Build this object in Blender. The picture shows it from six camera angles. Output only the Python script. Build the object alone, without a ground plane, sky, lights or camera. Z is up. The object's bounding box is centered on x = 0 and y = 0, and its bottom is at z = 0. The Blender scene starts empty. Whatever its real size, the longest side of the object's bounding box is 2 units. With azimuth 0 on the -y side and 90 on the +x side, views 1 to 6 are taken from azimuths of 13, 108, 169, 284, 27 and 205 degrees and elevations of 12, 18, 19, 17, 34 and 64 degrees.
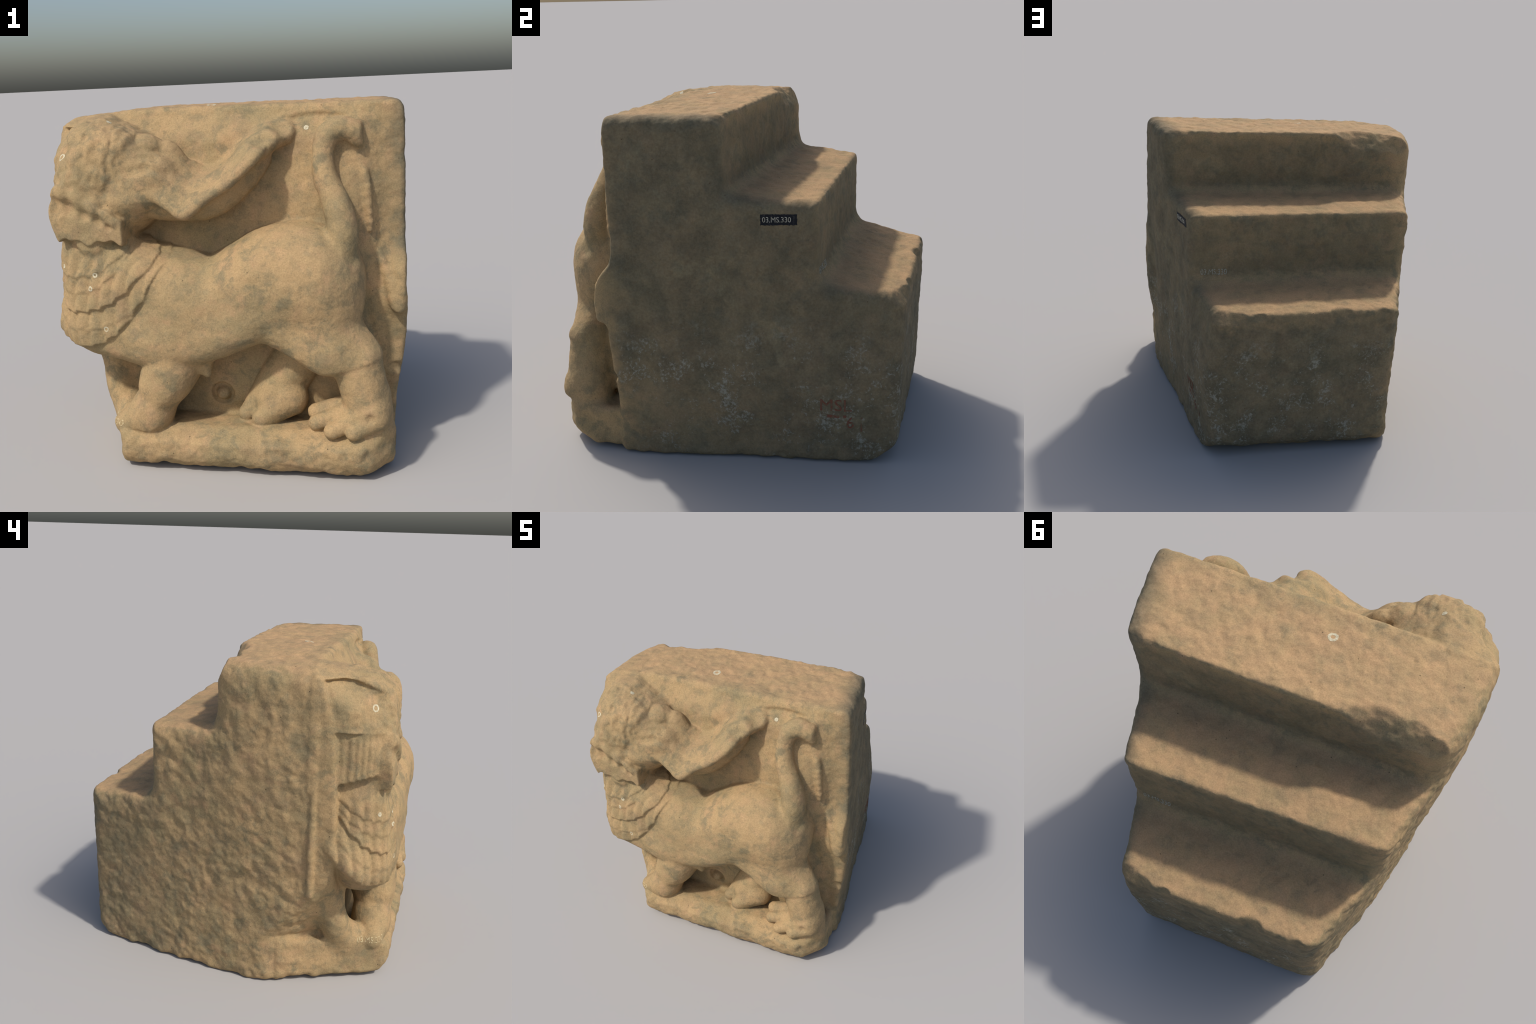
# A carved sandstone stair block: a three-stepped, wedge-shaped stone whose front
# carries a walking lion in deep relief, its maned head thrown back and jaw open.
import bpy, math
import numpy as np
from mathutils import Vector
from mathutils.bvhtree import BVHTree

VOX = 0.007          # cell of the sculpting field, metres
F = np.float32

# ------------------------------------------------------------------ field tools
def smin(a, b, k):
    h = np.maximum(k - np.abs(a - b), 0) / k
    return np.minimum(a, b) - h * h * (k * 0.25)

def smax(a, b, k):
    return -smin(-a, -b, k)

def step01(a, b, v):
    t = np.clip((v - a) / (b - a), 0, 1)
    return t * t * (3 - 2 * t)

def lerp(a, b, t):
    return a + (b - a) * t

def ell(x, y, z, c, r, n=2.0, yaw=0.0, tilt=0.0):
    """Superellipsoid; yaw turns it about z, tilt turns it in the front (x, z) plane."""
    X, Y, Z = x - c[0], y - c[1], z - c[2]
    if tilt:
        ca, sa = math.cos(tilt), math.sin(tilt)
        X, Z = X * ca + Z * sa, -X * sa + Z * ca
    if yaw:
        ca, sa = math.cos(yaw), math.sin(yaw)
        X, Y = X * ca + Y * sa, -X * sa + Y * ca
    L = np.sqrt(X * X + Y * Y + Z * Z) + 1e-6
    if n == 2.0:
        k = np.sqrt((X / r[0]) ** 2 + (Y / r[1]) ** 2 + (Z / r[2]) ** 2) + 1e-6
    else:
        k = (np.abs(X / r[0]) ** n + np.abs(Y / r[1]) ** n + np.abs(Z / r[2]) ** n + 1e-9) ** (1 / n)
    return L * (1 - 1 / k)

def cone(x, y, z, a, b, sy=1.0):
    """Capsule from a to b, each (x, y, z, radius); sy stretches its section in depth."""
    ax, ay, az, ra = a
    bx, by, bz, rb = b
    dx, dy, dz = bx - ax, (by - ay) / sy, bz - az
    X, Y, Z = x - ax, (y - ay) / sy, z - az
    t = np.clip((X * dx + Y * dy + Z * dz) / (dx * dx + dy * dy + dz * dz + 1e-9), 0, 1)
    return np.sqrt((X - t * dx) ** 2 + (Y - t * dy) ** 2 + (Z - t * dz) ** 2) - (ra + (rb - ra) * t)

def spline(pts, per=4):
    """Catmull-Rom through rows of numbers."""
    p = np.array(pts, float)
    p = np.vstack([2 * p[0] - p[1], p, 2 * p[-1] - p[-2]])
    out = []
    for i in range(1, len(p) - 2):
        for t in np.arange(per) / per:
            a, b, c, d = p[i - 1:i + 3]
            out.append(0.5 * (2 * b + (c - a) * t + (2 * a - 5 * b + 4 * c - d) * t * t + (3 * b - a - 3 * c + d) * t ** 3))
    out.append(p[-2])
    return [tuple(v) for v in out]

def tube(x, y, z, pts, sy=1.0, per=4, k=0.02):
    s = spline(pts, per)
    d = None
    for a, b in zip(s[:-1], s[1:]):
        c = cone(x, y, z, a, b, sy)
        d = c if d is None else smin(d, c, k)
    return d

def plane(x, y, z, p, n):
    n = np.array(n, float); n /= np.linalg.norm(n)
    return (x - p[0]) * n[0] + (y - p[1]) * n[1] + (z - p[2]) * n[2]

def rbox(x, y, z, lo, hi, r):
    c = [(a + b) / 2 for a, b in zip(lo, hi)]
    h = [(b - a) / 2 - r for a, b in zip(lo, hi)]
    qx, qy, qz = np.abs(x - c[0]) - h[0], np.abs(y - c[1]) - h[1], np.abs(z - c[2]) - h[2]
    out = np.sqrt(np.maximum(qx, 0) ** 2 + np.maximum(qy, 0) ** 2 + np.maximum(qz, 0) ** 2)
    return out + np.minimum(np.maximum(np.maximum(qx, qy), qz), 0) - r

def bump(x, y, z, c, r):
    """1 at c falling smoothly to 0 at radius r."""
    d2 = ((x - c[0]) ** 2 + (y - c[1]) ** 2 + (z - c[2]) ** 2) / (r * r)
    return np.clip(1 - d2, 0, 1) ** 2

def furrow(x, y, z, a, b, r):
    """1 along the segment a-b falling smoothly to 0 at distance r: presses a groove, or raises a welt."""
    d = cone(x, y, z, a + (0.0,), b + (0.0,))
    return np.clip(1 - (d / r) ** 2, 0, 1) ** 2

# ------------------------------------------------------------------ noise
def hash3(i, j, k, seed):
    h = (i.astype(np.int64) * 73856093) ^ (j.astype(np.int64) * 19349663) ^ (k.astype(np.int64) * 83492791) ^ (seed * 2654435761)
    h = (h ^ (h >> 13)) * 1274126177
    h = (h ^ (h >> 16)) & 0xFFFFFF
    return h.astype(np.float64) / float(0xFFFFFF) * 2 - 1

ROT = np.array([[0.36, 0.48, -0.8], [-0.8, 0.6, 0.0], [0.48, 0.64, 0.6]])   # turns the lattice off the axes

def noise(p, scale, seed=0):
    q = (p @ ROT.T) * scale + seed * 0.37
    i = np.floor(q); f = q - i; u = f * f * f * (f * (f * 6 - 15) + 10)
    i = i.astype(np.int64)
    r = 0
    for a in (0, 1):
        for b in (0, 1):
            for c in (0, 1):
                w = (u[:, 0] if a else 1 - u[:, 0]) * (u[:, 1] if b else 1 - u[:, 1]) * (u[:, 2] if c else 1 - u[:, 2])
                I, J, K = i[:, 0] + a, i[:, 1] + b, i[:, 2] + c
                g = (hash3(I, J, K, seed) * (f[:, 0] - a) + hash3(I, J, K, seed + 101) * (f[:, 1] - b) + hash3(I, J, K, seed + 202) * (f[:, 2] - c))
                r = r + w * g
    return r * 1.5

def fbm(p, scale, octaves=3, seed=0):
    return sum(noise(p, scale * 2.03 ** o, seed + 17 * o) * 0.5 ** o for o in range(octaves))

# ------------------------------------------------------------------ the stone block
def wall_y(x, z):
    """Depth of the ground behind the relief."""
    niche = (-0.515 - 0.085 * step01(1.97, 1.76, z) - 0.055 * step01(1.82, 1.45, z) - 0.02 * step01(1.5, 1.0, z))
    niche = niche - 0.008 * np.exp(-(((x + 0.18) / 0.22) ** 2 + ((z - 1.70) / 0.13) ** 2))
    # a sunk panel whose curved border arches from the jaw's end over the tail
    arch = np.sqrt(((x - 0.50) / 0.36) ** 2 + (np.maximum(z - 1.70, 0) / 0.20) ** 2)
    niche = niche + 0.02 * step01(1.08, 0.92, arch) * step01(1.3, 1.6, z)
    # mass of stone left standing between the legs
    niche = niche - 0.03 * np.exp(-(((x - 0.03) / 0.24) ** 4 + ((z - 0.52) / 0.24) ** 4))
    edge = -0.515 - 0.05 * step01(1.3, 0.9, z) - 0.075 * np.exp(-((z - 0.98) / 0.16) ** 4) * step01(0.78, 0.95, x)
    y = lerp(niche, edge, step01(0.64, 0.90, x))
    return y + (0.004 + 0.014 * step01(0.5, 0.75, z)) * np.exp(-((x - np.interp(z, (0.3, 0.5, 0.66, 0.8, 1.1), (0.85, 0.825, 0.795, 0.755, 0.735))) / 0.032) ** 2) * step01(1.25, 0.95, z)

def half_right(y, z):
    hi = np.interp(y, (-0.55, -0.30, -0.10, 0.05, 0.27, 0.50, 0.76, 1.0), (0.965, 0.930, 0.893, 0.845, 0.770, 0.716, 0.637, 0.562))
    lo = np.interp(y, (-0.75, -0.30, 0.0, 0.35, 0.60, 0.85, 1.0), (0.925, 0.865, 0.795, 0.728, 0.690, 0.632, 0.595))
    lo = lo + 0.028 * np.exp(-((z - 0.56) / 0.26) ** 2) * step01(-0.45, -0.2, y)
    return lerp(lo, hi, step01(0.45, 1.45, z) + (1 - step01(0.45, 1.45, z)) * step01(0.2, 0.8, z) * step01(-0.35, -0.5, y))

def half_left(y, z):
    hi = np.interp(y, (-0.50, -0.30, -0.10, 0.05, 0.21, 0.45, 1.0), (0.965, 0.962, 0.928, 0.88, 0.83, 0.785, 0.592))
    lo = np.interp(y, (-0.50, -0.36, -0.15, 0.175, 0.54, 0.85, 1.0), (0.90, 0.885, 0.855, 0.798, 0.705, 0.615, 0.57))
    return lerp(lo, hi, step01(0.2, 1.5, z))

def block(x, y, z):
    right = (x - half_right(y, z)) * 0.96
    left = (-x - half_left(y, z)) * 0.95
    top_l = step01(-0.45, -0.9, x)
    top = z - 1.956 + 0.03 * top_l + 0.05 * np.clip((y - (-0.1)) * top_l, 0, 1)
    a = smax(top, y - 0.066 - 0.014 * x, 0.03)
    b = smax(z - 1.506 - 0.085 * (0.5 - y), y - 0.519 - 0.05 * x, 0.03)
    c = smax(z - 1.004 - 0.115 * (0.96 - y), y - 0.985 - 0.035 * x + 0.02 * np.clip((0.9 - z) / 0.9, 0, 1), 0.035)
    d = smin(smin(a, b, 0.075), c, 0.10)
    d = smax(d, right, 0.07)
    d = smax(d, left, 0.09)
    # worn top corner at the left
    d = smax(d, plane(x, y, z, (-0.95, 0.0, 1.87), (-0.75, 0.25, 0.75)), 0.08)
    d = smax(d, plane(x, y, z, (-0.955, -0.45, 1.90), (-0.8, 0.0, 0.75)), 0.06)
    # lower back arris knocked off
    d = smax(d, plane(x, y, z, (0, 0.96, 0.07), (0, 0.55, -0.8)), 0.05)
    d = smax(d, wall_y(x, z) - y, 0.035)
    # the flank below the chest is cut back towards the far foreleg
    cut = plane(x, y, np.maximum(z, 0.30), (-0.912, -0.533, 0.60), (-0.0779, -0.0548, -0.0558))
    d = smax(d, cut, 0.04)
    # fold on the ground right of the tail
    rid = tube(x, y, z, [(0.715, -0.56, 1.64, .02), (0.75, -0.58, 1.55, .026), (0.762, -0.59, 1.42, .022), (0.775, -0.595, 1.28, .016)], 1.0, 3)
    d = smin(d, rid, 0.015)
    hook = tube(x, y, z, [(0.82, -0.555, 1.15, .012), (0.875, -0.59, 1.0, .026), (0.91, -0.61, 0.88, .026), (0.94, -0.595, 0.83, .022)], 1.0, 3)
    d = smin(d, hook, 0.02)
    # drilled ring round the boss between the legs
    ring = np.sqrt((x + 0.058) ** 2 + (z - 0.36) ** 2)
    d = d + 0.028 * np.clip(1 - ((ring - 0.052) / 0.018) ** 2, 0, 1) * step01(-0.55, -0.62, y)
    # chips along the upper edges
    for cx, cy, cz, r in CHIPS:
        d = d + 1.0 * r * bump(x * 0.75 + cx * 0.25, y, z, (cx, cy, cz), r * 1.5)
    return smax(d, 0.004 - z, 0.03)

CHIPS = [(-0.42, 0.055, 1.96, .045), (-0.53, 0.055, 1.94, .075), (-0.68, 0.05, 1.92, .07), (-0.80, 0.05, 1.88, .05), (-0.60, 0.06, 1.92, .04), (0.82, 0.09, 1.97, .05), (0.70, 0.09, 1.96, .03),
         (0.54, 1.0, 1.0, .05), (-0.22, 0.985, 0.985, .045), (-0.20, 0.985, 0.95, .03), (0.45, 1.005, 0.985, .04), (0.30, 1.0, 0.985, .025), (-0.5, 0.97, 0.98, .025),
         (0.95, -0.60, 0.80, .035), (0.94, -0.57, 1.25, .03), (0.91, -0.57, 0.50, .03)]

PLAN = [(-0.85, -0.33), (-0.575, -0.985), (0.74, -0.985), (0.915, -0.85), (0.832, -0.30)]

def plinth(x, y, z):
    d = None
    for (x0, y0), (x1, y1) in zip(PLAN[:-1], PLAN[1:]):
        e = plane(x, y, z, (x0, y0, 0), (y0 - y1 if False else (y1 - y0), -(x1 - x0), 0))
        d = e if d is None else smax(d, e, 0.05)
    top = z - 0.245 + 0.05 * step01(-0.86, -0.99, y) - 0.015 * step01(0.6, 0.8, x) - 0.02 * step01(-0.4, -0.6, x)
    d = smax(d, top, 0.035)
    d = smax(d, 0.02 - z, 0.04)
    d = smax(d, plane(x, y, z, (0.785, -0.935, 0.055), (0.0315, -0.0255, -0.0300)), 0.03)
    d = smax(d, plane(x, y, z, (0.2, -0.94, 0.03), (0, -0.75, -0.66)), 0.03)
    return smax(d, y + 0.35, 0.02)

# ------------------------------------------------------------------ the lion
FRONT = -1.0

def mane_lines(x, y):
    """Heights of the lower hems of the layers of mane, hung round the neck like collars."""
    ax, ay = x + 0.78, y + 0.92
    rr = ax * ax + ay * ay
    rs = (np.maximum(ax, 0) * 0.68) ** 2 + np.minimum(ax, 0) ** 2 + ay * ay
    return (0.69 + 1.9 * rr, 0.022), (0.79 + 2.5 * rs, 0.007), (0.89 + 3.1 * rs, 0.019), (0.99 + 2.4 * rr, 0.008), (1.08 + 1.9 * rr, 0.010)

def torso(x, y, z):
    d = tube(x, y, z, [(-0.45, -0.67, 0.93, .29), (-0.25, -0.69, 0.90, .29), (-0.03, -0.69, 0.91, .25), (0.12, -0.70, 0.97, .256), (0.28, -0.69, 1.045, .270),
                       (0.42, -0.66, 1.06, .275), (0.50, -0.66, 1.035, .25)], 1.12, 3, 0.03)
    sh = ell(x, y, z, (-0.33, -0.74, 0.785), (.255, .24, .26), 2.2)
    d = smin(d, sh, 0.10)
    d = smin(d, cone(x, y, z, (-0.24, -0.78, 0.64, .11), (-0.125, -0.82, 0.57, .045)), 0.07)
    d = smin(d, cone(x, y, z, (-0.14, -0.82, 0.58, .05), (-0.10, -0.835, 0.53, .018)), 0.03)
    # full belly and the fold of the flank
    d = smin(d, tube(x, y, z, [(-0.33, -0.845, 0.74, .15), (-0.10, -0.85, 0.755, .14), (0.10, -0.845, 0.83, .135), (0.25, -0.815, 0.905, .125)], 1.08, 3), 0.06)
    d = smax(d, FRONT + 0.055 * step01(-0.20, -0.5, x) * step01(0.72, 0.85, z) + 0.012 * step01(0.0, -0.3, x) - y, 0.06)
    # chest and neck
    m = rbox(x, y, z, (-0.875, -0.975, 0.575), (-0.25, -0.30, 1.34), 0.16)
    side = rbox(x, y, z, (-0.99, -0.85, 0.60), (-0.60, -0.49, 1.30), 0.06)
    m = smin(m, smax(side, plane(x, y, z, (-0.972, -0.60, 0.92), (-0.95, -0.06, 0.30)), 0.04), 0.05)
    m = smin(m, rbox(x, y, z, (-0.86, -0.95, 0.85), (-0.42, -0.35, 1.5), 0.12), 0.04)
    m = smax(m, plane(x, y, z, (-0.65, -0.957, 0.86), (0.0, -0.985, 0.13)), 0.06)
    m = smax(m, plane(x, y, z, (-0.65, -0.93, 1.12), (0.0, -0.93, 0.36)), 0.06)
    m = smax(m, plane(x, y, z, (-0.45, -0.9, 1.22), (0.55, -0.12, 0.8)), 0.12)
    m = smax(m, plane(x, y, z, (-0.69, -0.96, 0.635), (-0.35, -0.25, -0.9)), 0.10)
    m = smax(m, plane(x, y, z, (-0.858, -0.890, 1.144), (-0.75, -0.66, 0.1)), 0.05)
    m = smax(m, plane(x, y, z, (-0.912, -0.71, 0.83), (-0.0278, 0.0174, -0.0272)) - 0.02, 0.05)
    m = smax(m, plane(x, y, z, (-0.875, -0.87, 1.05), (-0.85, -0.50, 0.15)), 0.05)
    m = m + 0.006 + 0.030 * step01(0.75, 1.05, z)
    d = smin(d, m, 0.06)
    # layers of long locks, each standing proud of the one beneath
    along = x - y                                   # runs round the chest from the side to the front
    lock = np.abs(np.sin(along * 38 + 0.35 * np.sin(z * 8)))
    near = step01(-0.16, -0.50, x)
    first = None
    for zl, up in mane_lines(x, y):
        t = step01(-0.009, 0.008, z - zl - 0.016 * (lock - 0.5) - 0.008 * np.sin(along * 11))
        first = t if first is None else first
        d = d - near * up * t
    d = d + bar_groove(x, y, z)
    return d + 0.012 * near * (1 - lock) * first * step01(1.25, 1.15, z)

def head(x, y, z):
    d = ell(x, y, z, (-0.62, -0.60, 1.60), (.29, .325, .322), 2.9)
    # brow and hair swelling on the face turned to us
    d = smin(d, ell(x, y, z, (-0.60, -0.80, 1.69), (.16, .11, .17), 2.0), 0.08)
    # cheek and muzzle
    d = smin(d, ell(x, y, z, (-0.50, -0.81, 1.53), (.15, .13, .14), 2.0), 0.05)
    d = smin(d, ell(x, y, z, (-0.36, -0.76, 1.60), (.16, .16, .16), 2.0), 0.08)
    d = smax(d, plane(x, y, z, (-0.462, -0.6, 1.848), (0.41, 0.0, 0.91)), 0.06)
    # edge of the hair on the temple, combed back in strands
    line = (x + 0.46) * 0.895 - (z - 1.80) * 0.447
    hair = step01(0.022, -0.022, line + 0.010 * np.sin(z * 34))
    front = step01(-0.62, -0.72, y) * step01(1.48, 1.56, z)
    st = np.abs(np.sin(30 * (x * 0.75 + z * 0.65) + 2.5 * np.sin(9 * z)))
    d = d + front * (0.017 * (1 - hair) + hair * 0.010 * (1 - st) ** 2)
    # headdress on the left side: cap, smooth band, pleated band
    face = rbox(x, y, z, (-0.995, -0.935, 1.20), (-0.60, -0.505, 1.925), 0.05)
    face = smax(face, plane(x, y, z, (-0.99, -0.62, 1.6), (-0.99, -0.06, 0.07)), 0.04)
    face = smax(face, plane(x, y, z, (-0.885, -0.86, 1.6), (-0.80, -0.58, 0.06)) - 0.055 * step01(1.63, 1.52, z), 0.05)
    face = smax(face, plane(x, y, z, (-0.8, -0.60, 1.915), (-0.35, -0.5, 0.9)), 0.06)
    d = smin(d, face, 0.03)
    side = step01(-0.74, -0.82, x)
    side = side * step01(-0.50, -0.56, y)
    cap = z - 1.866 + 0.75 * np.maximum(-0.64 - y, 0) ** 1.6
    d = d + 0.026 * side * step01(0.011, -0.008, cap)
    d = d + 0.020 * side * step01(1.602, 1.590, z + 0.03 * step01(-0.64, -0.62, y))
    pleat = np.abs(np.sin(y * 85 + 0.8 * np.sin(y * 23)))
    d = d + 0.006 * side * (1 - pleat) * step01(1.60, 1.56, z)
    hem = -plane(x, y, z, (-0.89, -0.60, 1.285), (0.0, 0.30, 0.95)) + 0.012 * (pleat - 0.5)
    d = smax(d, hem - 1.2 * np.maximum(x + 0.86, 0), 0.012)
    d = d + bar_groove(x, y, z)
    # brow ridge over the beard
    d = smin(d, tube(x, y, z, [(-0.88, -0.79, 1.60, .03), (-0.80, -0.895, 1.60, .032), (-0.70, -0.905, 1.60, .03), (-0.6, -0.88, 1.60, .02)], 1, 3), 0.04)
    # beard of curls: a slab hanging from cheek to neck, its hem ragged
    b = rbox(x, y, z, (-0.897, -0.950, 1.26), (-0.485, -0.40, 1.60), 0.014)
    b = smax(b, plane(x, y, z, (-0.50, -0.95, 1.405), (0.5, 0.0, 0.87)), 0.012)
    ragged = 0.012 * np.sin(x * 31 + 0.6) + 0.008 * np.sin(x * 67)
    b = smax(b, 1.283 - 0.05 * (x + 0.66) + ragged - z, 0.01)
    b = smax(b, plane(x, y, z, (-0.897, -0.95, 1.42), (-0.95, 0.0, -0.31)), 0.012)
    b = smax(b, plane(x, y, z, (-0.897, -0.95, 1.47), (-0.94, 0.0, 0.34)), 0.012)
    d = smin(d, b, 0.02)
    for cx, cz, r, up in CURLS:
        d = d - up * bump(x, y, z, (cx, -0.945, cz), r * 1.3)
    # curled hollow by the outer corner of the beard
    d = d + 0.03 * bump(x, y, z, (-0.85, -0.96, 1.46), 0.055)
    # eye between sunken lids, and the dent before the snout
    d = d + 0.018 * furrow(x, y, z, (-0.49, -0.77, 1.81), (-0.46, -0.83, 1.72), 0.055)
    d = d + 0.020 * furrow(x, y, z, (-0.43, -0.83, 1.70), (-0.33, -0.82, 1.685), 0.05)
    d = d + 0.020 * furrow(x, y, z, (-0.295, -0.76, 1.75), (-0.27, -0.71, 1.785), 0.045)
    # worn creases over the cheek
    d = d + 0.012 * furrow(x, y, z, (-0.48, -0.93, 1.64), (-0.36, -0.88, 1.66), 0.04)
    d = d + 0.012 * furrow(x, y, z, (-0.36, -0.88, 1.66), (-0.26, -0.84, 1.62), 0.04)
    d = smin(d, ell(x, y, z, (-0.395, -0.712, 1.768), (.088, .10, .058), 2.0, 0, -0.35), 0.010)
    return d

CURLS = [(-0.73, 1.52, .055, .018), (-0.645, 1.475, .05, .022), (-0.57, 1.43, .045, .018), (-0.535, 1.39, .03, .014), (-0.81, 1.55, .045, .016),
         (-0.775, 1.475, .05, -.024), (-0.69, 1.435, .04, -.020), (-0.61, 1.40, .035, -.022), (-0.56, 1.365, .025, -.016), (-0.85, 1.50, .04, -.02)]

# ribs of the open jaw: from its root on the ground to its free lip
JAW = [((-0.44, -0.72, 1.76), (-0.43, -0.87, 1.57)), ((-0.33, -0.71, 1.755), (-0.33, -0.89, 1.515)), ((-0.24, -0.685, 1.69), (-0.24, -0.905, 1.46)),
       ((-0.16, -0.65, 1.635), (-0.15, -0.925, 1.412)), ((-0.08, -0.625, 1.62), (-0.05, -0.90, 1.485)), ((0.03, -0.615, 1.665), (0.085, -0.89, 1.572)),
       ((0.13, -0.61, 1.765), (0.205, -0.862, 1.68)), ((0.24, -0.575, 1.835), (0.28, -0.71, 1.76)), ((0.34, -0.54, 1.85), (0.35, -0.585, 1.785))]

def jaw(x, y, z):
    d = None
    U = spline([u for u, _ in JAW], 5); L = spline([l for _, l in JAW], 5)
    for u, l in zip(U, L):
        m = (0.5 * (u[0] + l[0]), 0.5 * (u[1] + l[1]) + 0.008, 0.5 * (u[2] + l[2]) - 0.02)
        c = smin(cone(x, y, z, (u[0], u[1] + .01, u[2] - .03, .045), m + (.045,)), cone(x, y, z, m + (.045,), (l[0], l[1] + 0.022, l[2] + 0.010, 0.022)), 0.03)
        d = c if d is None else smin(d, c, 0.035)
    # flesh under the lip, back to the niche
    under = tube(x, y, z, [(-0.40, -0.74, 1.47, .09), (-0.22, -0.74, 1.45, .085), (-0.05, -0.73, 1.47, .09), (0.08, -0.69, 1.55, .08), (0.2, -0.63, 1.67, .06)], 1.0, 3)
    d = smin(d, under, 0.05)
    # snout bump before the eye
    d = smin(d, ell(x, y, z, (-0.27, -0.675, 1.715), (.05, .06, .075), 2, 0, 0.5), 0.04)
    d = d + 0.02 * bump(x, y, z, (-0.385, -0.94, 1.50), 0.07)
    # the broken crest towards its tip
    for cx, cy, cz, r in ((0.245, -0.75, 1.775, .055), (0.31, -0.63, 1.835, .05)):
        d = d + 0.03 * bump(x, y, z, (cx, cy, cz), r * 1.5)
    return d

def tail(x, y, z):
    d = tube(x, y, z, [(0.61, -0.70, 1.14, .085), (0.634, -0.735, 1.23, .079), (0.640, -0.735, 1.33, .073), (0.608, -0.712, 1.45, .066), (0.552, -0.668, 1.58, .057), (0.537, -0.632, 1.70, .053),
                       (0.565, -0.605, 1.787, .056), (0.63, -0.588, 1.82, .056), (0.695, -0.575, 1.80, .053), (0.72, -0.57, 1.76, .044)], 1.1, 4)
    return smax(d, x - 0.745, 0.02)

def hind_near(x, y, z):
    d = tube(x, y, z, [(0.455, -0.68, 1.03, .268), (0.505, -0.70, 0.91, .24), (0.55, -0.745, 0.78, .18), (0.665, -0.775, 0.655, .148)], 1.08, 3, 0.03)
    d = smin(d, cone(x, y, z, (0.34, -0.845, 0.78, .10), (0.56, -0.865, 0.655, .10)), 0.06)
    leg = tube(x, y, z, [(0.680, -0.78, 0.67, .138), (0.722, -0.80, 0.56, .130), (0.748, -0.81, 0.46, .126), (0.77, -0.81, 0.34, .128)], 1.03, 3)
    d = smin(d, leg, 0.02)
    d = smin(d, ell(x, y, z, (0.775, -0.81, 0.645), (.065, .10, .07)), 0.05)
    d = d + 0.05 * bump(x, y, z, (0.69, -0.80, 1.17), 0.07)
    d = d + 0.006 * step01(0.015, -0.015, z - (0.590 + 0.30 * (x - 0.63))) * step01(-0.70, -0.78, y)
    back = np.interp(z, (0.25, 0.41, 0.49, 0.61, 0.66, 0.76, 0.86, 0.97, 1.1), (0.89, 0.89, 0.855, 0.83, 0.83, 0.785, 0.75, 0.755, 0.75))
    d = smax(d, (x - back) * 0.6 + (y + 0.725) * 0.8, 0.05)
    return smax(d, FRONT + 0.01 - y, 0.06)

def hind_paw(x, y, z):
    paw = cone(x, y, z, (0.785, -0.845, 0.36, .115), (0.655, -0.86, 0.30, .082), 1.1)
    # broad toes side by side, worn blunt
    for a, b in (((0.81, -0.885, 0.335, .08), (0.70, -0.935, 0.272, .052)), ((0.71, -0.88, 0.33, .065), (0.585, -0.925, 0.266, .047)),
                 ((0.65, -0.84, 0.335, .06), (0.495, -0.862, 0.283, .045)), ((0.64, -0.79, 0.36, .055), (0.485, -0.79, 0.318, .043))):
        paw = smin(paw + 0.003, cone(x, y, z, a, b), 0.010)
    paw = smin(paw, cone(x, y, z, (0.775, -0.80, 0.36, .115), (0.775, -0.80, 0.44, .11)), 0.03)
    return paw + 0.03 * bump(x, y, z, (0.79, -0.96, 0.358), 0.035)

def hind_far(x, y, z):
    d = tube(x, y, z, [(0.44, -0.60, 0.72, .17), (0.36, -0.625, 0.57, .15), (0.28, -0.67, 0.44, .135), (0.23, -0.715, 0.35, .12)], 1.0, 3)
    d = smin(d, cone(x, y, z, (0.32, -0.73, 0.37, .115), (0.19, -0.81, 0.275, .06)), 0.012)
    d = smin(d, cone(x, y, z, (0.20, -0.71, 0.37, .10), (0.095, -0.755, 0.275, .05)), 0.008)
    return d

def fore_near(x, y, z):
    d = tube(x, y, z, [(-0.28, -0.79, 0.66, .165), (-0.31, -0.83, 0.54, .150), (-0.36, -0.855, 0.455, .130)], 1.0, 3)
    low = tube(x, y, z, [(-0.36, -0.845, 0.43, .108), (-0.40, -0.85, 0.37, .108), (-0.43, -0.85, 0.29, .12)], 1.0, 3)
    d = smin(d, low, 0.015)
    d = smin(d, cone(x, y, z, (-0.44, -0.865, 0.30, .105), (-0.58, -0.875, 0.245, .065)), 0.05)
    return smax(d, FRONT - y, 0.05)

def fore_far(x, y, z):
    d = tube(x, y, z, [(-0.66, -0.58, 0.66, .13), (-0.695, -0.62, 0.50, .09), (-0.67, -0.66, 0.36, .085), (-0.60, -0.70, 0.25, .09)], 1.0, 3)
    d = smin(d, cone(x, y, z, (-0.60, -0.70, 0.28, .08), (-0.56, -0.82, 0.25, .06)), 0.03)
    return d

BAR = [(-0.935, -0.54, 1.86), (-0.948, -0.54, 1.60), (-0.946, -0.54, 1.20), (-0.937, -0.54, 0.90), (-0.912, -0.54, 0.63)]

def chest_rim(x, y, z):
    d = None
    for a, b in zip(BAR[:-1], BAR[1:]):
        c = cone(x, y, z, a + (0.022,), b + (0.022,))
        d = c if d is None else np.minimum(d, c)
    return d

def bar_groove(x, y, z):
    g = 0
    for a, b in zip(BAR[:-1], BAR[1:]):
        g = np.maximum(g, furrow(x, y, z, (a[0] - 0.005, a[1] - 0.042, a[2]), (b[0] - 0.005, b[1] - 0.042, b[2]), 0.03))
    return 0.022 * g

def boss(x, y, z):
    return cone(x, y, z, (-0.058, -0.685, 0.36, .038), (-0.058, -0.60, 0.36, .04))

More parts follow.
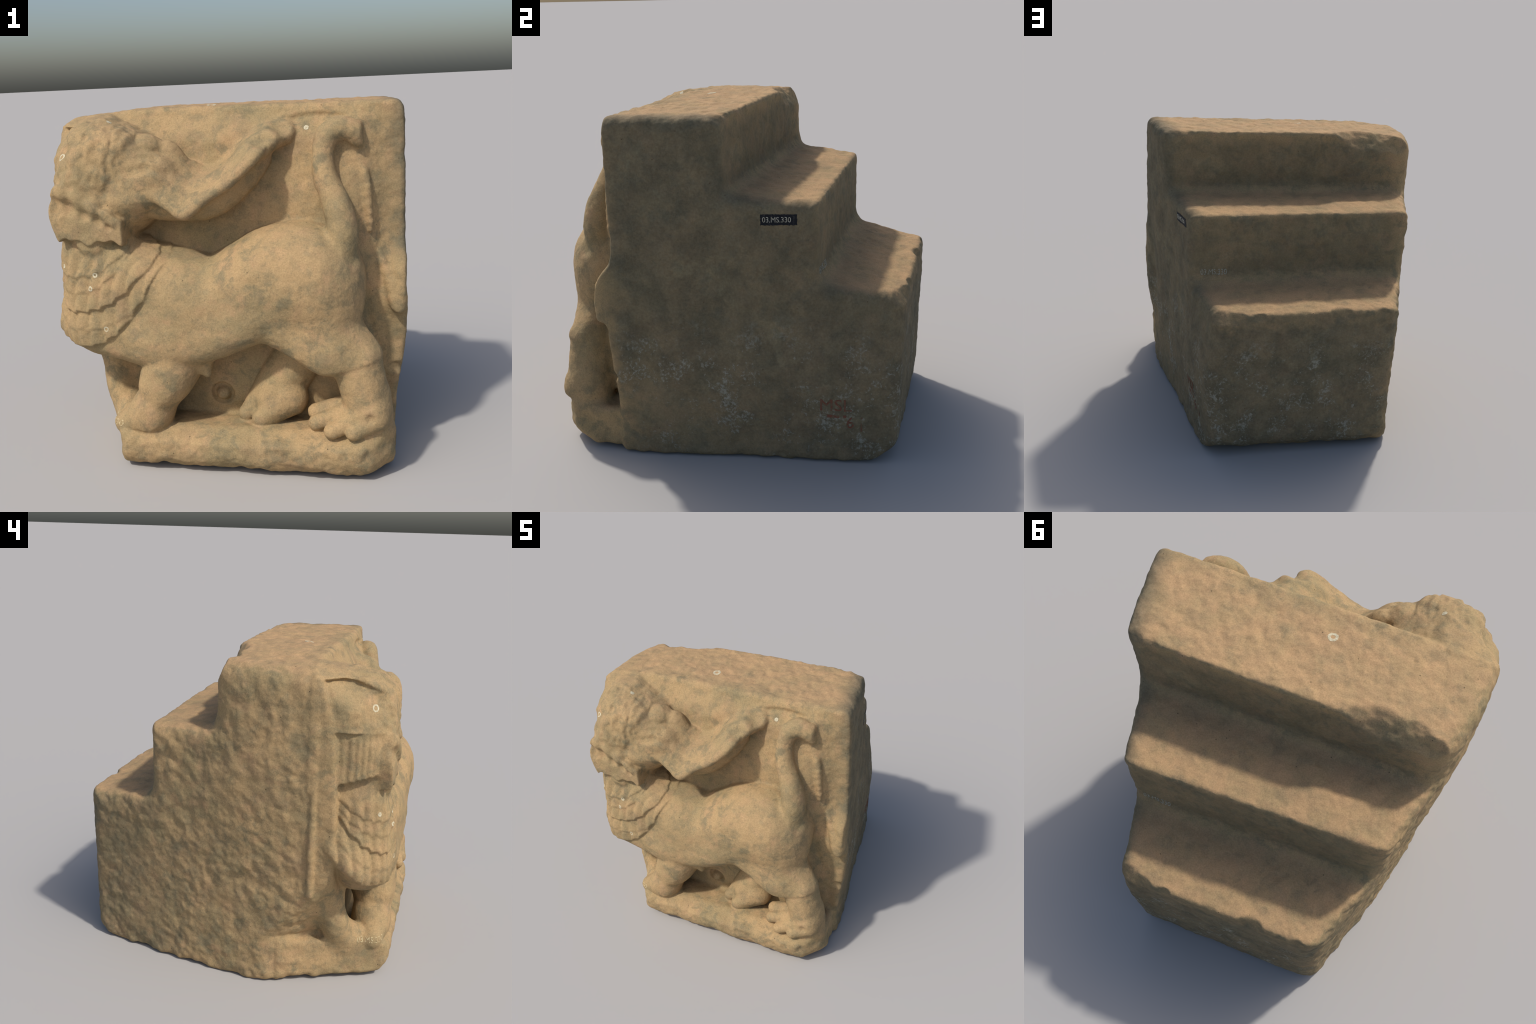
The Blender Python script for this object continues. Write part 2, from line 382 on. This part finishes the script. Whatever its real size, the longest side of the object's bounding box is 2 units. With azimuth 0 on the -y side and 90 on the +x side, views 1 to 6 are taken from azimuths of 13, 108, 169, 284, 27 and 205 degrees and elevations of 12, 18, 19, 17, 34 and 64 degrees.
# name, field, bounding box, blend with what is already there
PARTS = [
    ("stone_block", block, None, 0.0),
    ("plinth", plinth, ((-0.95, -1.05, -0.03), (0.98, -0.28, 0.34)), 0.03),
    ("hindlimb", hind_far, ((-0.05, -0.98, 0.15), (0.70, -0.40, 1.0)), 0.01),
    ("forelimb", fore_far, ((-0.92, -0.98, 0.10), (-0.45, -0.35, 0.85)), 0.05),
    ("torso", torso, ((-1.0, -1.05, 0.42), (0.88, -0.25, 1.6)), 0.018),
    ("rim", chest_rim, ((-1.0, -0.65, 0.5), (-0.82, -0.42, 1.95)), 0.01),
    ("hindlimb", hind_near, ((0.1, -1.05, 0.15), (1.0, -0.3, 1.42)), 0.08),
    ("paw", hind_paw, ((0.38, -1.03, 0.15), (0.95, -0.6, 0.60)), 0.012),
    ("forelimb", fore_near, ((-0.72, -1.05, 0.1), (-0.02, -0.5, 0.92)), 0.014),
    ("tail", tail, ((0.40, -0.95, 1.0), (0.85, -0.45, 1.95)), 0.03),
    ("jaw", jaw, ((-0.6, -1.0, 1.28), (0.5, -0.40, 1.95)), 0.012),
    ("head", head, ((-1.0, -1.05, 1.2), (-0.15, -0.2, 2.0)), 0.022),
    ("boss", boss, ((-0.15, -0.8, 0.28), (0.04, -0.6, 0.46)), 0.008),
]

LO = np.array([-1.03, -1.06, -0.05]); HI = np.array([1.03, 1.06, 2.03])
N = np.ceil((HI - LO) / VOX).astype(int) + 1
AX = [(LO[i] + VOX * np.arange(N[i])).astype(F) for i in range(3)]

def window(box):
    if box is None:
        return tuple(slice(0, n) for n in N)
    return tuple(slice(max(0, int((box[0][i] - LO[i]) / VOX)), min(N[i], int((box[1][i] - LO[i]) / VOX) + 2)) for i in range(3))

def sculpt():
    field = np.full(tuple(N), 1.0, F)
    for name, fn, box, k in PARTS:
        w = window(box)
        d = fn(AX[0][w[0]][:, None, None], AX[1][w[1]][None, :, None], AX[2][w[2]][None, None, :]).astype(F)
        field[w] = np.minimum(field[w], d) if k == 0 else smin(field[w], d, k)
    return field

# ------------------------------------------------------------------ surface nets
def surface_nets(f):
    s = f < 0
    nx, ny, nz = f.shape
    cx, cy, cz = nx - 1, ny - 1, nz - 1
    cnt = np.zeros((cx, cy, cz), np.int8)
    for a in (0, 1):
        for b in (0, 1):
            for c in (0, 1):
                cnt += s[a:a + cx, b:b + cy, c:c + cz]
    act = np.argwhere((cnt > 0) & (cnt < 8))
    idx = np.full((cx, cy, cz), -1, np.int32)
    i, j, k = act.T
    idx[i, j, k] = np.arange(len(act))
    acc = np.zeros((len(act), 3)); n = np.zeros(len(act))
    corner = {(a, b, c): f[i + a, j + b, k + c] for a in (0, 1) for b in (0, 1) for c in (0, 1)}
    for (a, b, c), v0 in corner.items():
        for ax in range(3):
            e = [a, b, c]
            if e[ax]:
                continue
            e[ax] = 1
            v1 = corner[tuple(e)]
            m = (v0 < 0) != (v1 < 0)
            t = v0[m] / (v0[m] - v1[m])
            p = np.tile(np.array([a, b, c], float), (m.sum(), 1)); p[:, ax] += t
            acc[m] += p; n[m] += 1
    verts = LO + VOX * (act + acc / n[:, None])
    quads = []
    for ax in range(3):
        u, v = [(1, 2), (2, 0), (0, 1)][ax]
        sl0 = [slice(None)] * 3; sl1 = [slice(None)] * 3
        sl0[ax] = slice(0, -1); sl1[ax] = slice(1, None)
        s0, s1 = s[tuple(sl0)], s[tuple(sl1)]
        e = np.argwhere(s0 != s1)
        inside0 = s0[tuple(e.T)]
        ok = (e[:, u] > 0) & (e[:, v] > 0) & (e[:, u] < f.shape[u] - 1) & (e[:, v] < f.shape[v] - 1)
        e, inside0 = e[ok], inside0[ok]
        q = []
        for du, dv in ((-1, -1), (0, -1), (0, 0), (-1, 0)):
            c = e.copy(); c[:, u] += du; c[:, v] += dv
            q.append(idx[c[:, 0], c[:, 1], c[:, 2]])
        q = np.stack(q, 1)
        q[~inside0] = q[~inside0][:, ::-1]
        quads.append(q)
    return verts, np.concatenate(quads)

def vertex_normals(v, q):
    a, b, c, d = (v[q[:, i]] for i in range(4))
    fn = np.cross(c - a, d - b)
    n = np.zeros_like(v)
    for i in range(4):
        for ax in range(3):
            n[:, ax] += np.bincount(q[:, i], fn[:, ax], len(v))
    return n / (np.linalg.norm(n, axis=1, keepdims=True) + 1e-12)

def relax(v, q, rounds):
    """A light smoothing that takes the stair-steps of the grid out."""
    for w in rounds:
        s = np.zeros_like(v); m = np.zeros(len(v))
        for i, j in ((0, 1), (1, 2), (2, 3), (3, 0)):
            for a, b in ((q[:, i], q[:, j]), (q[:, j], q[:, i])):
                m += np.bincount(a, minlength=len(v))
                for ax in range(3):
                    s[:, ax] += np.bincount(a, v[b, ax], len(v))
        v = v + w * (s / m[:, None] - v)
    return v

field = sculpt()
verts, quads = surface_nets(field)
del field
verts = relax(verts, quads, (0.5, -0.45, 0.5, -0.45))

# ---- which part each face belongs to
fc = verts[quads].mean(1)
best = np.full(len(fc), 1e9); owner = np.zeros(len(fc), int)
for n, (name, fn, box, k) in enumerate(PARTS):
    m = np.ones(len(fc), bool) if box is None else np.all((fc >= box[0]) & (fc <= box[1]), axis=1)
    d = np.full(len(fc), 1e9)
    d[m] = fn(fc[m, 0], fc[m, 1], fc[m, 2])
    if name == "stone_block":
        d += 0.001
    w = d < best
    best[w], owner[w] = d[w], n
names = [p[0] for p in PARTS] + ["mane"]
hem = mane_lines(fc[:, 0], fc[:, 1])[0][0]
owner[(owner == names.index("torso")) & (fc[:, 2] > hem) & (fc[:, 0] < -0.22)] = len(PARTS)
for n, (name, *_r) in enumerate(PARTS):          # small fillets belong to their neighbours
    if name in ("rim", "boss"):
        owner[owner == n] = 0

# ---- worn surface: tool pits on the left flank, weathering everywhere
nrm = vertex_normals(verts, quads)
flank = step01(0.35, 0.8, -nrm[:, 0]) * step01(-0.53, -0.45, verts[:, 1])
upper = step01(0.6, 0.95, nrm[:, 2])
stretched = verts @ np.array([[1.0, 0, 0], [0, 1.0, 0.2], [0, -0.35, 0.85]])    # slanting tool strokes
pits = 0.95 * noise(stretched, 12.5, 5) + 0.45 * noise(verts, 25, 6) + 0.12 * noise(verts, 52, 7)
figure = step01(-0.60, -0.72, verts[:, 1])
disp = 0.005 * fbm(verts, 6, 2, 1) + (0.004 - 0.002 * figure) * fbm(verts, 15, 2, 23) + 0.0014 * fbm(verts, 40, 2, 9)
soft = 0.45 + 0.55 * step01(-0.35, 0.25, fbm(verts, 3.0, 2, 91)) * step01(1.95, 1.6, verts[:, 2])
disp += flank * soft * 0.0105 * pits
disp += upper * (0.45 + 0.55 * step01(1.6, 1.8, verts[:, 2])) * (0.004 * fbm(verts, 13, 3, 77) - 0.007 * np.maximum(0, noise(verts, 15, 71) - 0.12))
ledge = step01(-0.90, -0.96, verts[:, 1]) * step01(0.27, 0.2, verts[:, 2])
disp += ledge * 0.010 * fbm(verts, 9, 3, 61)
curls = step01(1.56, 1.62, verts[:, 2]) * step01(-0.44, -0.50, verts[:, 0]) * step01(-0.66, -0.74, verts[:, 1])
disp += curls * 0.012 * fbm(verts * np.array([1, 0.6, 0.7]), 17, 2, 55)
base_edge = step01(0.09, 0.03, verts[:, 2])
disp += base_edge * 0.012 * fbm(verts, 9, 2, 41)
verts = verts + nrm * disp[:, None]
verts[:, 2] = np.maximum(verts[:, 2], 0.0)
nrm = vertex_normals(verts, quads)
tree = BVHTree.FromPolygons([Vector(p) for p in verts.tolist()], quads.tolist())

# ------------------------------------------------------------------ materials
def material(name):
    m = bpy.data.materials.new(name); m.use_nodes = True
    nt = m.node_tree; nt.nodes.clear()
    out = nt.nodes.new("ShaderNodeOutputMaterial"); b = nt.nodes.new("ShaderNodeBsdfPrincipled")
    nt.links.new(b.outputs[0], out.inputs[0])
    b.inputs["Roughness"].default_value = 0.9
    b.inputs["Specular IOR Level"].default_value = 0.15
    return m, nt, b

class G:
    def __init__(s, nt): s.nt = nt
    def add(s, t, **kw):
        n = s.nt.nodes.new(t)
        for k, v in kw.items(): setattr(n, k, v)
        return n
    def put(s, sock, v):
        if hasattr(v, "links") or isinstance(v, bpy.types.NodeSocket): s.nt.links.new(v, sock)
        else: sock.default_value = v
    def noise(s, vec, scale, detail=4, rough=0.55, dist=0.0):
        n = s.add("ShaderNodeTexNoise"); s.put(n.inputs["Vector"], vec)
        n.inputs["Scale"].default_value = scale; n.inputs["Detail"].default_value = detail
        n.inputs["Roughness"].default_value = rough; n.inputs["Distortion"].default_value = dist
        return n.outputs["Fac"]
    def math(s, op, a, b=0.0, clamp=False):
        n = s.add("ShaderNodeMath", operation=op, use_clamp=clamp); s.put(n.inputs[0], a); s.put(n.inputs[1], b); return n.outputs[0]
    def ss(s, v, a, b):
        n = s.add("ShaderNodeMapRange", interpolation_type="SMOOTHSTEP"); s.put(n.inputs["Value"], v)
        n.inputs["From Min"].default_value = a; n.inputs["From Max"].default_value = b; return n.outputs["Result"]
    def mix(s, f, a, b, mode="MIX"):
        n = s.add("ShaderNodeMix", data_type="RGBA", blend_type=mode); s.put(n.inputs[0], f); s.put(n.inputs[6], a); s.put(n.inputs[7], b); return n.outputs[2]

def rgb(r, g, b): return (r, g, b, 1.0)

def stone_material():
    m, nt, b = material("weathered_sandstone"); g = G(nt)
    tc = g.add("ShaderNodeTexCoord").outputs["Object"]
    sep = g.add("ShaderNodeSeparateXYZ"); g.put(sep.inputs[0], tc); X, Y, Z = sep.outputs
    col = g.mix(g.ss(g.noise(tc, 3.5, 5, 0.6), 0.35, 0.68), rgb(.395, .274, .142), rgb(.300, .229, .122))
    col = g.mix(g.math("MULTIPLY", g.ss(g.noise(tc, 9, 5, 0.6), 0.50, 0.72), 0.6), col, rgb(.425, .272, .15))
    # grey-green lichen blotches
    green = g.math("MULTIPLY", g.ss(g.noise(tc, 12, 6, 0.65, 0.3), 0.45, 0.64), g.math("ADD", 0.40, g.math("MULTIPLY", g.ss(g.noise(tc, 2.6, 4), 0.40, 0.62), 0.4)))
    col = g.mix(green, col, rgb(.185, .160, .098))
    dots = g.add("ShaderNodeTexVoronoi"); g.put(dots.inputs["Vector"], tc); dots.inputs["Scale"].default_value = 9; dots.inputs["Randomness"].default_value = 1
    spot = g.math("MULTIPLY", g.ss(g.math("ADD", dots.outputs["Distance"], g.math("MULTIPLY", g.noise(tc, 30, 3), 0.35)), 0.42, 0.28), 0.35)
    col = g.mix(spot, col, rgb(.24, .20, .12))
    speck = g.math("MULTIPLY", g.ss(g.noise(tc, 34, 5, 0.6), 0.56, 0.70), 0.45)
    col = g.mix(speck, col, rgb(.20, .165, .098))
    brown = g.math("MULTIPLY", g.ss(g.noise(tc, 5.5, 6, 0.65, 0.2), 0.50, 0.70), 0.55)
    col = g.mix(brown, col, rgb(.31, .215, .122))
    # brighter orange-tan tint on the upward faces; worn is just its mask
    geo = g.add("ShaderNodeNewGeometry"); sepn = g.add("ShaderNodeSeparateXYZ"); g.put(sepn.inputs[0], geo.outputs["Normal"]); nrm_x, nrm_y, nrm_z = sepn.outputs
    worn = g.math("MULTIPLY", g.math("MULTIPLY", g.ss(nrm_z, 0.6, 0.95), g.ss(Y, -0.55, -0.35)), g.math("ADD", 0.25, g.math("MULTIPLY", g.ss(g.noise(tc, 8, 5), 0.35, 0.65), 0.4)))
    col = g.mix(worn, col, rgb(.46, .29, .155))
    # grain
    grain = g.noise(tc, 130, 4, 0.7)
    col = g.mix(1.0, col, g.mix(g.ss(grain, 0.3, 0.7), rgb(.85, .84, .82), rgb(1.13, 1.12, 1.10)), "MULTIPLY")
    # grey soiling of the dressed faces that were built into the wall
    soilx = g.ss(g.math("SUBTRACT", X, g.math("MULTIPLY", Y, -0.22)), 0.70, 0.84)
    soilx = g.math("MULTIPLY", soilx, g.ss(g.math("ADD", Y, g.math("MULTIPLY", g.noise(tc, 6, 4), 0.3)), -0.50, -0.28))
    soily = g.math("MULTIPLY", g.ss(g.math("ADD", Y, g.math("MULTIPLY", g.noise(tc, 8, 4), 0.16)), 0.93, 1.04), g.ss(g.math("ADD", Z, g.math("MULTIPLY", g.noise(tc, 9, 4), 0.2)), 1.10, 0.98))
    rise = g.math("MULTIPLY", g.math("MULTIPLY", g.ss(Y, 0.0, 0.05), g.ss(Z, 1.95, 1.85)), g.math("SUBTRACT", 1.0, g.math("MULTIPLY", g.ss(Y, 0.10, 0.16), g.ss(Z, 1.46, 1.52))))
    rise = g.math("MULTIPLY", g.math("MULTIPLY", rise, g.ss(g.math("ABSOLUTE", nrm_z), 0.7, 0.1)), 0.7)
    soil = g.math("MAXIMUM", g.math("MAXIMUM", soilx, soily), g.math("MULTIPLY", rise, g.ss(g.math("ADD", X, g.math("MULTIPLY", g.noise(tc, 5, 4), 0.3)), -0.75, -0.4)))
    patch = g.ss(g.noise(tc, 6.5, 7, 0.68), 0.36, 0.66)
    dirt = g.mix(patch, rgb(.130, .121, .084), rgb(.084, .082, .059))
    dirt = g.mix(g.math("MULTIPLY", g.ss(g.noise(tc, 5.0, 4, 0.6, 0.2), 0.58, 0.72), 0.6), dirt, rgb(.21, .19, .12))
    dirt = g.mix(1.0, dirt, g.mix(g.ss(g.noise(tc, 70, 5, 0.75), 0.3, 0.7), rgb(.72, .72, .72), rgb(1.25, 1.25, 1.25)), "MULTIPLY")
    col = g.mix(g.math("MULTIPLY", soil, g.math("ADD", g.math("MULTIPLY", patch, 0.12), 0.66)), col, dirt)
    # lime flecks on the soiled faces, thicker low down
    clus = g.ss(g.noise(tc, 6, 4, 0.6), 0.40, 0.65)
    low = g.math("MULTIPLY", g.ss(Z, 0.95, 0.55), g.ss(soil, 0.6, 0.9))
    for scale, lo, hi in ((58, 0.55, 0.66), (22, 0.585, 0.69)):
        v = g.math("ADD", g.noise(tc, scale, 7, 0.72, 0.3), g.math("MULTIPLY", g.math("SUBTRACT", clus, 0.5), 0.13))
        col = g.mix(g.math("MULTIPLY", g.math("MULTIPLY", g.ss(v, lo, hi), low), 0.7), col, rgb(.32, .315, .255))
    # small dark holes
    pv = g.add("ShaderNodeTexVoronoi"); g.put(pv.inputs["Vector"], tc); pv.inputs["Scale"].default_value = 11
    hole = g.ss(pv.outputs["Distance"], 0.05, 0.03)
    col = g.mix(g.math("MULTIPLY", hole, 0.8), col, rgb(.10, .07, .04))
    g.put(b.inputs["Base Color"], col)
    bp = g.add("ShaderNodeBump"); bp.inputs["Strength"].default_value = 0.35; bp.inputs["Distance"].default_value = 0.006
    g.put(bp.inputs["Height"], g.math("ADD", g.noise(tc, 60, 5, 0.65), g.math("MULTIPLY", g.noise(tc, 170, 3, 0.6), 0.4)))
    g.put(b.inputs["Normal"], bp.outputs[0])
    return m

def paint_material(name, color, worn, scale=90.0, lo=0.35, hi=0.6):
    m, nt, b = material(name); g = G(nt)
    tc = g.add("ShaderNodeTexCoord").outputs["Object"]
    g.put(b.inputs["Base Color"], g.mix(g.ss(g.noise(tc, scale, 4, 0.6), lo, hi), worn, color))
    b.inputs["Roughness"].default_value = 0.7
    return m

STONE = stone_material()

# ------------------------------------------------------------------ objects
root = bpy.data.objects.new("carved_stone_block", None)
bpy.context.scene.collection.objects.link(root)
root["label"] = "weathered sandstone stair block carved with a walking lion"
root["category"] = "stone carving"

def mesh_object(name, v, f, mat, parent, smooth=True):
    me = bpy.data.meshes.new(name); me.from_pydata([tuple(p) for p in v], [], [tuple(int(i) for i in p) for p in f]); me.materials.append(mat)
    ob = bpy.data.objects.new(name, me); bpy.context.scene.collection.objects.link(ob); ob.parent = parent
    if smooth: me.polygons.foreach_set("use_smooth", [True] * len(me.polygons))
    return ob

for n, name in enumerate(names):
    f = quads[owner == n]
    if not len(f): continue
    used, inv = np.unique(f, return_inverse=True)
    me = bpy.data.meshes.new(name)
    f2 = inv.reshape(-1, 4)
    me.vertices.add(len(used)); me.vertices.foreach_set("co", verts[used].ravel())
    me.loops.add(f2.size); me.loops.foreach_set("vertex_index", f2.ravel().astype(np.int32))
    me.polygons.add(len(f2)); me.polygons.foreach_set("loop_start", np.arange(0, f2.size, 4, dtype=np.int32))
    me.update(calc_edges=True); me.validate()
    me.polygons.foreach_set("use_smooth", np.ones(len(f2), bool))
    me.normals_split_custom_set_from_vertices([tuple(p) for p in nrm[used]])
    me.materials.append(STONE)
    ob = bpy.data.objects.new(name, me); bpy.context.scene.collection.objects.link(ob); ob.parent = root

# ------------------------------------------------------------------ marks on the stone
def onto(origin, u, w, pts, lift):
    """Lay flat points (in the u, w directions from origin) on the stone, lift metres proud."""
    o, u, w = Vector(origin), Vector(u).normalized(), Vector(w).normalized()
    n = u.cross(w)
    out = []
    for a, b2, h in pts:
        p = o + u * a + w * b2 + n * 0.3
        hit, nn, _, _ = tree.ray_cast(p, -n, 0.8)
        out.append((hit if hit else o + u * a + w * b2) + n * (lift + h))
    return out

def lettering(name, text, size, origin, u, w, mat, lift=0.0012, parent=None, bold=0.0, squeeze=1.0):
    cu = bpy.data.curves.new(name, "FONT"); cu.body = text; cu.size = size; cu.extrude = 0.0008; cu.offset = bold; cu.resolution_u = 3
    tmp = bpy.data.objects.new(name, cu); bpy.context.scene.collection.objects.link(tmp)
    bpy.context.view_layer.update()
    me = bpy.data.meshes.new_from_object(tmp.evaluated_get(bpy.context.evaluated_depsgraph_get()))
    co = [(v.co.x * squeeze, v.co.y, v.co.z) for v in me.vertices]
    fs = [tuple(p.vertices) for p in me.polygons]
    bpy.data.objects.remove(tmp); bpy.data.curves.remove(cu); bpy.data.meshes.remove(me)
    return mesh_object(name, onto(origin, u, w, co, lift), fs, mat, parent or root, False)

def patch(name, wd, ht, origin, u, w, mat, lift=0.002, seed=3):
    """A thin painted rectangle with ragged edges, laid on the stone."""
    nx, ny = 24, 6
    r = np.random.default_rng(seed); pts = []
    for top in (1, 0):
        for j in range(ny + 1):
            for i in range(nx + 1):
                a, b2 = wd * i / nx, ht * j / ny
                if i in (0, nx): a += r.uniform(-.003, .003)
                if j in (0, ny): b2 += r.uniform(-.0025, .0025)
                pts.append((a, b2, 0.0 if top else -0.004))
    k = (nx + 1) * (ny + 1); fs = []
    at = lambda i, j: j * (nx + 1) + i
    for j in range(ny):
        for i in range(nx):
            fs.append((at(i, j), at(i + 1, j), at(i + 1, j + 1), at(i, j + 1)))
    ringv = [at(i, 0) for i in range(nx)] + [at(nx, j) for j in range(ny)] + [at(i, ny) for i in range(nx, 0, -1)] + [at(0, j) for j in range(ny, 0, -1)]
    for a, b2 in zip(ringv, ringv[1:] + ringv[:1]):
        fs.append((a, a + k, b2 + k, b2))
    return mesh_object(name, onto(origin, u, w, pts, lift), fs, mat, root, False)

def chalk_ring(c, n, r, inner, mat, seed):
    n = Vector(n).normalized(); u = n.orthogonal().normalized(); w = n.cross(u)
    rg = np.random.default_rng(seed); pts = []; fs = []
    m = 18
    for rad, h in ((inner, -0.003), (inner, 0.0), (r, 0.0), (r, -0.003)):
        for i in range(m):
            t = 2 * math.pi * i / m; q = rad * (1 + rg.uniform(-.08, .08))
            pts.append((q * math.cos(t), q * math.sin(t), h))
    for k in range(3):
        for i in range(m):
            j = (i + 1) % m
            fs.append((k * m + i, k * m + j, (k + 1) * m + j, (k + 1) * m + i)[::-1])
    return mesh_object("chalk_ring", onto(c, u, w, pts, 0.0012), fs, mat, root, False)

CHALK = paint_material("pale_chalk", rgb(.55, .50, .36), rgb(.42, .35, .22))
GILT = paint_material("yellowed_ink", rgb(.55, .46, .27), rgb(.38, .28, .15), 60, .4, .6)
BLACK = paint_material("black_paint", rgb(.012, .013, .017), rgb(.05, .05, .05), 60, .25, .5)
WHITE = paint_material("white_ink", rgb(.50, .48, .40), rgb(.22, .19, .13), 120)
FAINT = paint_material("faint_white_ink", rgb(.42, .40, .32), rgb(.22, .20, .14), 120)
RED = paint_material("faded_red_paint", rgb(.20, .07, .045), rgb(.17, .115, .07), 70)

SU = (-0.22, 1.0, 0)          # along the right flank, towards the back
UP = (0, 0, 1)
lab = patch("accession_label", 0.19, 0.058, (0.79, 0.275, 1.395), SU, UP, BLACK)
lettering("label_number", "03.MS.330", 0.042, (0.785, 0.283, 1.411), SU, UP, WHITE, 0.0035, lab, 0.0, 0.86)
lettering("red_initials", "MSL", 0.105, (0.72, 0.57, 0.335), SU, UP, RED, 0.001, None, 0.0, 1.0)
lettering("red_rule", "-", 0.16, (0.71, 0.60, 0.265), SU, UP, RED, 0.001, None, 0.001, 2.6)
lettering("red_number", "6 |", 0.105, (0.68, 0.715, 0.225), SU, UP, RED, 0.001, None, 0.0, 0.9)
lettering("white_number", "03.MS.330", 0.052, (0.635, 0.53, 1.105), (-1, 0, 0), UP, FAINT, 0.001, None, 0.0, 0.80)
lettering("plinth_number", "03.MS.330", 0.05, (-0.66, -0.80, 0.245), (0.35, -0.9, 0), UP, GILT, 0.001, None, 0.0, 0.8)

for i, (c, n, r, q) in enumerate([((-0.135, -0.323, 1.955), (0, 0, 1), .028, .013), ((-0.85, -0.834, 1.727), (-.9, -.4, .1), .02, .012),
                                  ((-0.659, -0.951, 1.107), (-.1, -1, 0), .014, .006), ((-0.844, -0.883, 1.144), (-.7, -.7, 0), .012, .002),
                                  ((-0.686, -0.962, 1.035), (-.1, -1, 0), .014, .006), ((-0.61, -0.977, 0.815), (0, -1, 0), .015, .008),
                                  ((0.444, -0.575, 1.829), (0, -1, 0.2), .013, .001), ((-0.598, -0.734, 1.915), (0, -.5, 1), .013, .001)]):
    chalk_ring(c, n, r, q, CHALK, i)
